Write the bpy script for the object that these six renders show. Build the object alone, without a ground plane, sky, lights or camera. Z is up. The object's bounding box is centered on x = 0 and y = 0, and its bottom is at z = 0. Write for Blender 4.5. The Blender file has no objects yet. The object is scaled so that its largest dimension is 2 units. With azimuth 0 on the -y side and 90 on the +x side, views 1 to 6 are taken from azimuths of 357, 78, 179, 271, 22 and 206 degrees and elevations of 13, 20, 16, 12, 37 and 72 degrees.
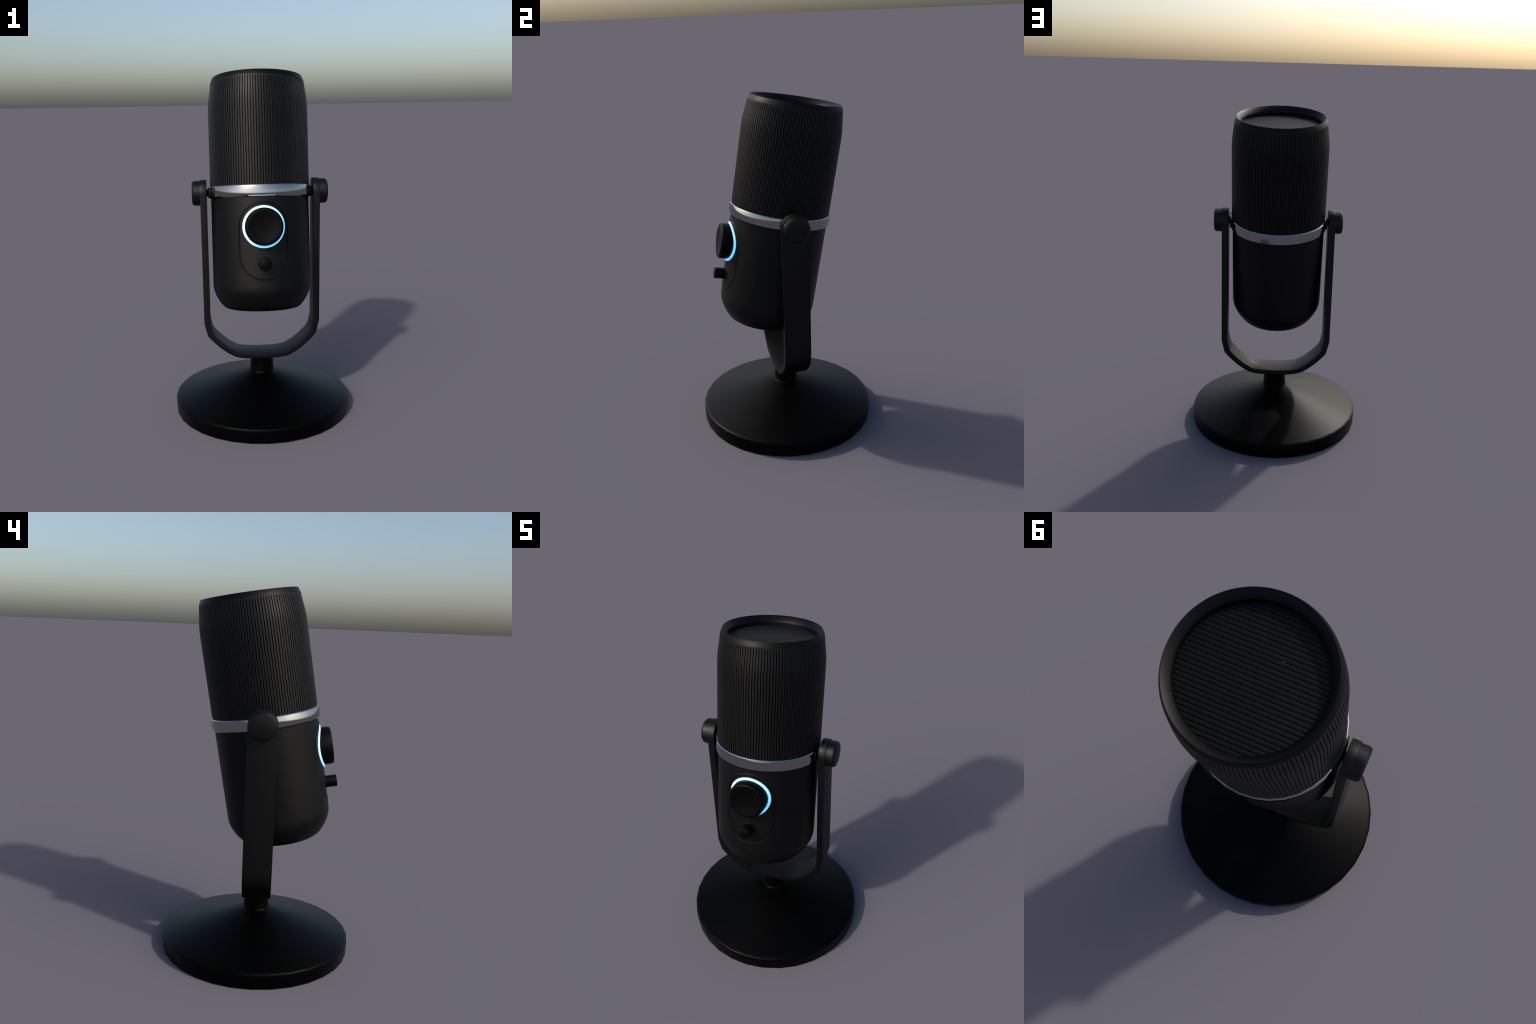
import bpy, bmesh, math
from mathutils import Vector, Matrix

# ------------------------------------------------------------------ materials
def new_material(name):
    m = bpy.data.materials.new(name)
    m.use_nodes = True
    nt = m.node_tree
    return m, nt, nt.nodes["Principled BSDF"]

def plastic(name, colour, rough, metal=1.0, mottling=0.05, bump=0.02, grain=900.0):
    """Dark moulded plastic: faint mottling of colour and gloss and a very fine grain."""
    m, nt, p = new_material(name)
    tc = nt.nodes.new("ShaderNodeTexCoord")
    n1 = nt.nodes.new("ShaderNodeTexNoise")
    n1.inputs["Scale"].default_value = 14.0
    n1.inputs["Detail"].default_value = 5.0
    nt.links.new(tc.outputs["Object"], n1.inputs["Vector"])
    ramp = nt.nodes.new("ShaderNodeValToRGB")
    lo, hi = 1.0 - mottling, 1.0 + mottling
    ramp.color_ramp.elements[0].position = 0.3
    ramp.color_ramp.elements[1].position = 0.7
    ramp.color_ramp.elements[0].color = (*[c * lo for c in colour], 1)
    ramp.color_ramp.elements[1].color = (*[c * hi for c in colour], 1)
    nt.links.new(n1.outputs["Fac"], ramp.inputs["Fac"])
    nt.links.new(ramp.outputs["Color"], p.inputs["Base Color"])
    mr = nt.nodes.new("ShaderNodeMapRange")
    mr.inputs["To Min"].default_value = rough - 0.006
    mr.inputs["To Max"].default_value = rough + 0.006
    nt.links.new(n1.outputs["Fac"], mr.inputs["Value"])
    nt.links.new(mr.outputs["Result"], p.inputs["Roughness"])
    p.inputs["Metallic"].default_value = metal
    n2 = nt.nodes.new("ShaderNodeTexNoise")
    n2.inputs["Scale"].default_value = grain
    n2.inputs["Detail"].default_value = 2.0
    nt.links.new(tc.outputs["Object"], n2.inputs["Vector"])
    bp = nt.nodes.new("ShaderNodeBump")
    bp.inputs["Strength"].default_value = bump
    bp.inputs["Distance"].default_value = 0.001
    nt.links.new(n2.outputs["Fac"], bp.inputs["Height"])
    nt.links.new(bp.outputs["Normal"], p.inputs["Normal"])
    return m

MAT_BODY = plastic("black_body_coating", (0.021, 0.021, 0.021), 0.49)
MAT_GRILLE = plastic("black_grille_coating", (0.026, 0.026, 0.026), 0.50)
MAT_BASE = plastic("black_base_coating", (0.006, 0.006, 0.006), 0.42)
MAT_STAND = plastic("black_stand_coating", (0.026, 0.026, 0.026), 0.48)
MAT_KNOB = plastic("black_knob_coating", (0.026, 0.026, 0.026), 0.48)
MAT_DIAL = plastic("black_dial_coating", (0.0085, 0.0085, 0.0085), 0.50)
MAT_RIM = plastic("black_rim_coating", (0.016, 0.016, 0.016), 0.48)
MAT_DISC = plastic("black_top_grille_coating", (0.0175, 0.0175, 0.0175), 0.50)
MAT_GROOVE = plastic("groove_shade_black", (0.010, 0.010, 0.010), 0.55)
MAT_DARK = plastic("deep_black", (0.0012, 0.0012, 0.0012), 0.6)

MAT_CHROME, nt, p = new_material("chrome")
p.inputs["Metallic"].default_value = 1.0
p.inputs["Roughness"].default_value = 0.06
tc = nt.nodes.new("ShaderNodeTexCoord")
nz = nt.nodes.new("ShaderNodeTexNoise"); nz.inputs["Scale"].default_value = 40.0
rp = nt.nodes.new("ShaderNodeValToRGB")
rp.color_ramp.elements[0].color = (0.36, 0.36, 0.37, 1)
rp.color_ramp.elements[1].color = (0.40, 0.40, 0.41, 1)
nt.links.new(tc.outputs["Object"], nz.inputs["Vector"])
nt.links.new(nz.outputs["Fac"], rp.inputs["Fac"])
nt.links.new(rp.outputs["Color"], p.inputs["Base Color"])

def glow(name, base, colour, strength):
    m, nt, p = new_material(name)
    tc = nt.nodes.new("ShaderNodeTexCoord")
    nz = nt.nodes.new("ShaderNodeTexNoise"); nz.inputs["Scale"].default_value = 30.0
    rp = nt.nodes.new("ShaderNodeValToRGB")
    rp.color_ramp.elements[0].color = (*[c * 0.97 for c in colour], 1)
    rp.color_ramp.elements[1].color = (*colour, 1)
    nt.links.new(tc.outputs["Object"], nz.inputs["Vector"])
    nt.links.new(nz.outputs["Fac"], rp.inputs["Fac"])
    nt.links.new(rp.outputs["Color"], p.inputs["Emission Color"])
    p.inputs["Emission Strength"].default_value = strength
    p.inputs["Base Color"].default_value = (*base, 1)
    p.inputs["Roughness"].default_value = 0.4
    return m

MAT_GLOW = glow("light_ring_glow", (0.66, 0.66, 0.66), (0.06, 0.58, 1.0), 1.0)
MAT_SPECK = glow("speck_glow", (0.02, 0.1, 0.15), (0.02, 0.20, 0.40), 1.0)

# ------------------------------------------------------------------ helpers
def smooth(me, angle):
    for f in me.polygons:
        f.use_smooth = True
    me.set_sharp_from_angle(angle=math.radians(angle))

def make_object(name, bm, mat, parent, matrix=None, angle=40.0, bevel=None):
    bmesh.ops.remove_doubles(bm, verts=bm.verts, dist=1e-6)
    bmesh.ops.recalc_face_normals(bm, faces=bm.faces)
    if bevel:
        edges = [e for e in bm.edges if len(e.link_faces) == 2 and e.calc_face_angle(0) > math.radians(bevel[2])]
        bmesh.ops.bevel(bm, geom=edges, offset=bevel[0], segments=bevel[1], profile=0.6, affect="EDGES", clamp_overlap=True)
    me = bpy.data.meshes.new(name)
    bm.to_mesh(me)
    bm.free()
    me.materials.append(mat)
    smooth(me, angle)
    ob = bpy.data.objects.new(name, me)
    bpy.context.scene.collection.objects.link(ob)
    ob.parent = parent
    if matrix is not None:
        ob.matrix_local = matrix
    return ob

def revolve(profile, segments, phase=0.0, bm=None):
    """Surface of revolution about local z from (radius, height) points."""
    bm = bm or bmesh.new()
    rings = []
    for r, z in profile:
        if r < 1e-6:
            rings.append([bm.verts.new((0, 0, z))])
        else:
            rings.append([bm.verts.new((r * math.cos(phase + 2 * math.pi * k / segments),
                                        r * math.sin(phase + 2 * math.pi * k / segments), z)) for k in range(segments)])
    for a, b in zip(rings, rings[1:]):
        for k in range(segments):
            j = (k + 1) % segments
            if len(a) == 1 and len(b) == 1:
                continue
            if len(a) == 1:
                bm.faces.new((a[0], b[k], b[j]))
            elif len(b) == 1:
                bm.faces.new((a[k], a[j], b[0]))
            else:
                bm.faces.new((a[k], a[j], b[j], b[k]))
    return bm

def interp(table, x):
    for (x0, y0), (x1, y1) in zip(table, table[1:]):
        if x <= x1:
            return y0 + (y1 - y0) * (x - x0) / (x1 - x0)
    return table[-1][1]

# ------------------------------------------------------------------ frames
root = bpy.data.objects.new("microphone", None)
bpy.context.scene.collection.objects.link(root)
root["label"] = "black desk microphone with chrome band on a round stand"
root["category"] = "microphone"

PIVOT_Z = 1.318
# the microphone leans back by ten degrees; local frame: x right, y backwards, z along its axis
MIC = Matrix.Translation((0.0007, -0.0084, PIVOT_Z)) @ Matrix.Rotation(math.radians(-10.0), 4, "X")
HINGE = Matrix.Translation((0, -0.0007, PIVOT_Z))

# ------------------------------------------------------------------ stand: base and neck
base_profile = [(0, 0.0), (0.521, 0.0), (0.5255, 0.003), (0.5270, 0.070), (0.5262, 0.0775), (0.5225, 0.0830),
                (0.511, 0.0870), (0.40, 0.1230), (0.29, 0.1585), (0.18, 0.1940), (0.0800, 0.2256), (0.074, 0.2265), (0, 0.2265)]
make_object("base", revolve(base_profile, 32), MAT_BASE, root, angle=50)
neck_profile = [(0, 0.2240), (0.0805, 0.2240), (0.0775, 0.2262), (0.0748, 0.2280), (0.0731, 0.2312), (0.0718, 0.2370), (0.0690, 0.285), (0.0682, 0.3245), (0, 0.3245)]
make_object("neck", revolve(neck_profile, 48), MAT_BASE, root, angle=50)

# ------------------------------------------------------------------ stand: U-shaped bracket with rounded ends
HALF_W = 0.0766
lower_outer = [(0.3415, 0.5522), (0.3226, 0.4743), (0.3075, 0.4545), (0.2745, 0.4201), (0.2423, 0.3912), (0.2100, 0.3662), (0.1710, 0.3427), (0.1452, 0.3332), (0.0950, 0.3253), (0.0475, 0.3232), (0.0, 0.3228)]
lower_inner = [(0.3055, 0.5550), (0.2911, 0.4886), (0.2800, 0.4732), (0.2500, 0.4410), (0.2210, 0.4150), (0.1938, 0.3928), (0.1528, 0.3695), (0.1339, 0.3617), (0.0928, 0.3555), (0.0464, 0.3530), (0.0, 0.3522)]
stations = []
for i in range(0, 17):
    f = math.pi / 2 * (1 - i / 16)
    z = PIVOT_Z + HALF_W * math.sin(f)
    stations.append(((0.3425, z), (0.3055, z), HALF_W * math.cos(f)))
for o, n in zip(lower_outer, lower_inner):
    stations.append((o, n, HALF_W))
stations += [((-o[0], o[1]), (-n[0], n[1]), w) for o, n, w in reversed(stations[:-1])]
bm = bmesh.new()
rows = []
for o, n, w in stations:
    if w < 1e-5:
        a, b = bm.verts.new((o[0], 0, o[1])), bm.verts.new((n[0], 0, n[1]))
        rows.append([a, a, b, b])
    else:
        rows.append([bm.verts.new((o[0], -w, o[1])), bm.verts.new((o[0], w, o[1])),
                     bm.verts.new((n[0], w, n[1])), bm.verts.new((n[0], -w, n[1]))])
for a, b in zip(rows, rows[1:]):
    for k in range(4):
        j = (k + 1) % 4
        loop = []
        for v in (a[k], a[j], b[j], b[k]):
            if v not in loop:
                loop.append(v)
        if len(loop) > 2:
            bm.faces.new(loop)
make_object("bracket", bm, MAT_STAND, root, Matrix.Translation((0, -0.0006, 0)), angle=35, bevel=(0.0025, 2, 60))

# ------------------------------------------------------------------ hinges
def turned(profile, segments, side):
    """Revolve about the x axis; profile gives (radius, distance from the middle)."""
    bm = revolve(profile, segments)
    bmesh.ops.transform(bm, matrix=Matrix.Rotation(math.radians(90 * side), 4, "Y"), verts=bm.verts)
    return bm

for side in (-1, 1):
    end = 0.3900 + 0.0012 * side
    knob = [(0, 0.340), (0.0718, 0.340), (0.0718, end - 0.0105), (0.0640, end - 0.0008), (0.0620, end), (0, end)]
    make_object("hinge_knob", turned(knob, 32, side), MAT_KNOB, root, HINGE, angle=28)
    shaft = [(0, 0.28), (0.0212, 0.28), (0.0212, 0.310), (0, 0.310)]
    make_object("hinge_shaft", turned(shaft, 32, side), MAT_DARK, root, HINGE)

def wrap(x, z, h, radius=0.2808, front=True):
    """Point of the cylinder of the housing, raised by h, in front (-y) at width x and height z."""
    d = math.sqrt(radius * radius - x * x)
    return Vector((x, -(d + h), z))

def wrap_angle(a, z, r):
    return Vector((r * math.cos(a), r * math.sin(a), z))

# friction pads that clasp the chrome band where the shafts enter
def rounded_rect(hw, hh, r, n=6):
    pts = []
    for cx, cy, a0 in ((hw - r, hh - r, 0), (-hw + r, hh - r, 90), (-hw + r, -hh + r, 180), (hw - r, -hh + r, 270)):
        for k in range(n + 1):
            a = math.radians(a0 + 90 * k / n)
            pts.append((cx + r * math.cos(a), cy + r * math.sin(a)))
    return pts

for side in (0.0, math.pi):
    bm = bmesh.new()
    rings = []
    for scale, rad in ((1.0, 0.275), (1.0, 0.2960), (0.985, 0.2978), (0.95, 0.2988), (0.88, 0.2992)):
        rings.append([bm.verts.new(wrap_angle(side + u * scale / 0.298, v * scale, rad)) for u, v in rounded_rect(0.069, 0.0300, 0.020)])
    # fill the outer face by shrinking rows so that it stays curved
    for scale in (0.7, 0.45, 0.2):
        rings.append([bm.verts.new(wrap_angle(side + u * scale / 0.298, v * scale, 0.2993)) for u, v in rounded_rect(0.069, 0.0300, 0.020)])
    for a, b in zip(rings, rings[1:]):
        for k in range(len(a)):
            j = (k + 1) % len(a)
            bm.faces.new((a[k], a[j], b[j], b[k]))
    bm.faces.new(rings[-1])
    bm.faces.new(rings[0])
    make_object("hinge_pad", bm, MAT_KNOB, root, MIC, angle=60)

# ------------------------------------------------------------------ housing (lower body)
housing_profile = [(0, -0.6738), (0.10, -0.6734), (0.160, -0.6722), (0.190, -0.6696), (0.208, -0.6652), (0.222, -0.6575),
                   (0.240, -0.6360), (0.2565, -0.6110), (0.2675, -0.5890), (0.2755, -0.5690), (0.2802, -0.5480), (0.2813, -0.5300)]
housing_profile += [(0.2813, z) for z in (-0.48, -0.40, -0.30, -0.20, -0.10, -0.05)] + [(0.2813, -0.020), (0, -0.020)]
make_object("housing", revolve(housing_profile, 64), MAT_BODY, root, MIC, angle=60)

# ------------------------------------------------------------------ chrome band
band_profile = [(0.277, -0.0344), (0.2860, -0.0344)]
for i in range(11):                                   # slightly barrelled face
    z = -0.0274 + i * (0.0265 + 0.0274) / 10
    band_profile.append((0.2957 - 3.2 * (z + 0.003) ** 2, z))
band_profile += [(0.2885, 0.0309), (0.277, 0.0309)]
make_object("chrome_band", revolve(band_profile, 32), MAT_CHROME, root, MIC, angle=18)

# ------------------------------------------------------------------ ribbed grille
RIBS = 120
outline = [(0.018, 0.2855), (0.25, 0.2850), (0.42, 0.2848), (0.47, 0.2845), (0.505, 0.2832), (0.54, 0.2793), (0.575, 0.2740), (0.600, 0.2708), (0.6165, 0.2690), (0.620, 0.2686)]
levels = [0.018, 0.032, 0.08, 0.15, 0.22, 0.30, 0.38, 0.44, 0.47, 0.49, 0.505, 0.52, 0.54, 0.56, 0.575, 0.588, 0.596, 0.602, 0.607, 0.611, 0.6145, 0.618, 0.620]
DEPTH = 0.0044
# one rib: a flat land and a rounded groove, as (place in the pitch, depth)
RIB = [(-0.325, 0.0), (-0.285, 0.0), (-0.14, 0.0), (0.0, 0.0), (0.14, 0.0), (0.285, 0.0), (0.325, 0.0), (0.365, 0.25), (0.415, 0.80), (0.46, 0.98), (0.54, 0.98), (0.585, 0.80), (0.635, 0.25)]
bm = bmesh.new()
rows = []
for z in levels:
    fade = 1.0 - min(1.0, max(0.0, (z - 0.602) / 0.014)) ** 1.6
    r0 = interp(outline, z)
    rows.append([bm.verts.new(wrap_angle(2 * math.pi * (k + t) / RIBS - 0.0122, z, r0 - DEPTH * fade * d)) for k in range(RIBS) for t, d in RIB])
N = len(rows[0])
for a, b in zip(rows, rows[1:]):
    for k in range(N):
        j = (k + 1) % N
        bm.faces.new((a[k], a[j], b[j], b[k]))
grille = make_object("grille", bm, MAT_GRILLE, root, MIC, angle=60)
grille.data.materials.append(MAT_GROOVE)              # shade painted into the groove floors, which stay dark even in sun
for i, f in enumerate(grille.data.polygons):
    k = i % N % len(RIB)
    if 8 <= k <= 10 and i // N < len(levels) - 5:
        f.material_index = 1

# rim of the grille: outer slope, sharp lip, inner slope and wall
rim_profile = [(0.262, 0.612), (0.2680, 0.6180), (0.2684, 0.6200), (0.2676, 0.6220), (0.2585, 0.6462), (0.2574, 0.6472), (0.2558, 0.6465),
               (0.2340, 0.6215), (0.2318, 0.6180), (0.2310, 0.6120), (0.2310, 0.575), (0.262, 0.575)]
make_object("grille_rim", revolve(rim_profile, 128), MAT_RIM, root, MIC, angle=32)

# slats across the recess at the top, with narrow open slots between them; they run along x
R_DISC, PITCH, Z_DISC, SLOT = 0.2335, 0.01555, 0.5970, 0.0015
k0 = math.floor((-R_DISC - 0.0024) / PITCH)
section = [(0.0, -0.0080), (0.0, -0.0010), (0.0006, -0.0003), (0.0016, 0.0)]
for k in range(k0, k0 + 32):
    near, far = 0.0024 + k * PITCH + SLOT / 2, 0.0024 + (k + 1) * PITCH - SLOT / 2
    if near >= R_DISC - 0.003 or far <= -R_DISC + 0.003:
        continue
    near, far = max(near, -R_DISC + 0.001), min(far, R_DISC - 0.001)
    pts = [(near + d, h) for d, h in section] + [((near + far) / 2, 0.0002)] + [(far - d, h) for d, h in reversed(section)]
    bm = bmesh.new()
    rows = []
    for y, h in pts:
        half = math.sqrt(max(R_DISC ** 2 - y * y, 1e-6))
        rows.append([bm.verts.new((half * f, -y, Z_DISC + h)) for f in (-1, -0.5, 0, 0.5, 1)])
    rows.append(rows[0])
    for p0, p1 in zip(rows, rows[1:]):
        for i in range(4):
            bm.faces.new((p0[i], p0[i + 1], p1[i + 1], p1[i]))
    bm.faces.new([r[0] for r in rows[:-1]])
    bm.faces.new([r[4] for r in reversed(rows[:-1])])
    make_object("slat", bm, MAT_DISC, grille, Matrix.Identity(4), angle=50)

# ------------------------------------------------------------------ control panel on the front
K_Z, B_Z = -0.1995, -0.3995
# raised seam around the capsule-shaped panel
def capsule(half_w, z_top, z_bot, n=28):
    pts = []
    for k in range(n + 1):
        a = math.pi * k / n
        pts.append((half_w * math.cos(a), z_top + half_w * math.sin(a)))
    for k in range(1, 5):
        pts.append((-half_w, z_top + (z_bot - z_top) * k / 5))
    for k in range(n + 1):
        a = math.pi + math.pi * k / n
        pts.append((half_w * math.cos(a), z_bot + half_w * math.sin(a)))
    for k in range(1, 5):
        pts.append((half_w, z_bot + (z_top - z_bot) * k / 5))
    return pts

bm = bmesh.new()
W_PANEL = 0.1365
rings = []
for off, h in ((0.0030, -0.002), (0.0010, 0.0014), (-0.0012, 0.0032), (-0.0030, 0.0034), (-0.0040, 0.0024), (-0.0046, -0.002)):
    rings.append([bm.verts.new(wrap(x, z, h)) for x, z in capsule(W_PANEL + off, -0.0618 - W_PANEL, -0.4915 + W_PANEL)])
for a, b in zip(rings, rings[1:]):
    for k in range(len(a)):
        j = (k + 1) % len(a)
        bm.faces.new((a[k], a[j], b[j], b[k]))
make_object("panel_seam", bm, MAT_BODY, root, MIC, angle=60)
# added dark strip standing in for an uncut groove just inside the seam
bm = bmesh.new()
rings = []
for off, h in ((-0.0040, -0.001), (-0.0042, 0.0011), (-0.0068, 0.0011), (-0.0070, -0.001)):
    rings.append([bm.verts.new(wrap(x, z, h)) for x, z in capsule(W_PANEL + off, -0.0618 - W_PANEL, -0.4915 + W_PANEL)])
for a, b in zip(rings, rings[1:]):
    for k in range(len(a)):
        j = (k + 1) % len(a)
        bm.faces.new((a[k], a[j], b[j], b[k]))
make_object("dark_seam_strip", bm, MAT_DARK, root, MIC, angle=60)

# light ring that follows the round housing
bm = bmesh.new()
rings = []
for r, h in ((0.1020, -0.004), (0.1020, 0.0056), (0.1028, 0.0064), (0.1148, 0.0064), (0.1156, 0.0056), (0.1156, -0.004)):
    rings.append([bm.verts.new(wrap(r * math.cos(2 * math.pi * k / 48), K_Z + r * math.sin(2 * math.pi * k / 48), h)) for k in range(48)])
for a, b in zip(rings, rings[1:]):
    for k in range(48):
        j = (k + 1) % 48
        bm.faces.new((a[k], a[j], b[j], b[k]))
make_object("light_ring", bm, MAT_GLOW, root, MIC, angle=30)

FACE = Matrix.Rotation(math.radians(90), 4, "X")      # local z -> -y
def facing(profile, segments, z):
    bm = revolve(profile, segments)
    bmesh.ops.transform(bm, matrix=Matrix.Translation((0, 0, z)) @ FACE, verts=bm.verts)
    return bm

dial = [(0.1030, 0.22), (0.1022, 0.3265), (0.1005, 0.3310), (0.0965, 0.3360), (0.0925, 0.3379), (0.0895, 0.3381), (0.084, 0.3380), (0.065, 0.3342), (0.045, 0.3316), (0.022, 0.3302), (0, 0.3298)]
dial_object = make_object("dial", facing(dial, 64, K_Z), MAT_DIAL, root, MIC, angle=50)
# small dark mark on the dial's face
bm = bmesh.new()
bmesh.ops.create_cube(bm, size=1.0, matrix=Matrix.Translation((-0.0725, -0.3359, K_Z + 0.001)) @ Matrix.Rotation(0.19, 4, "Z") @ Matrix.Diagonal((0.017, 0.0010, 0.0040, 1)))
make_object("dial_mark", bm, MAT_DARK, dial_object, Matrix.Identity(4))

button = [(0.0325, 0.27), (0.0325, 0.3380), (0.0318, 0.3400), (0.0298, 0.3412), (0, 0.3412)]
button_object = make_object("button", facing(button, 40, B_Z), MAT_DIAL, root, MIC, angle=50)
collar = [(0.0368, 0.262), (0.0368, 0.2822), (0.0358, 0.2832), (0.030, 0.2832)]
make_object("button_collar", facing(collar, 40, B_Z), MAT_DIAL, button_object, Matrix.Identity(4), angle=50)

# added glowing speck under a slot, standing in for the light ring's inside
bm = bmesh.new()
bmesh.ops.create_cube(bm, size=1.0, matrix=Matrix.Translation((-0.0650, -0.0792, Z_DISC - 0.0050)) @ Matrix.Diagonal((0.0065, 0.0040, 0.003, 1)))
make_object("glow_speck", bm, MAT_SPECK, root, MIC)
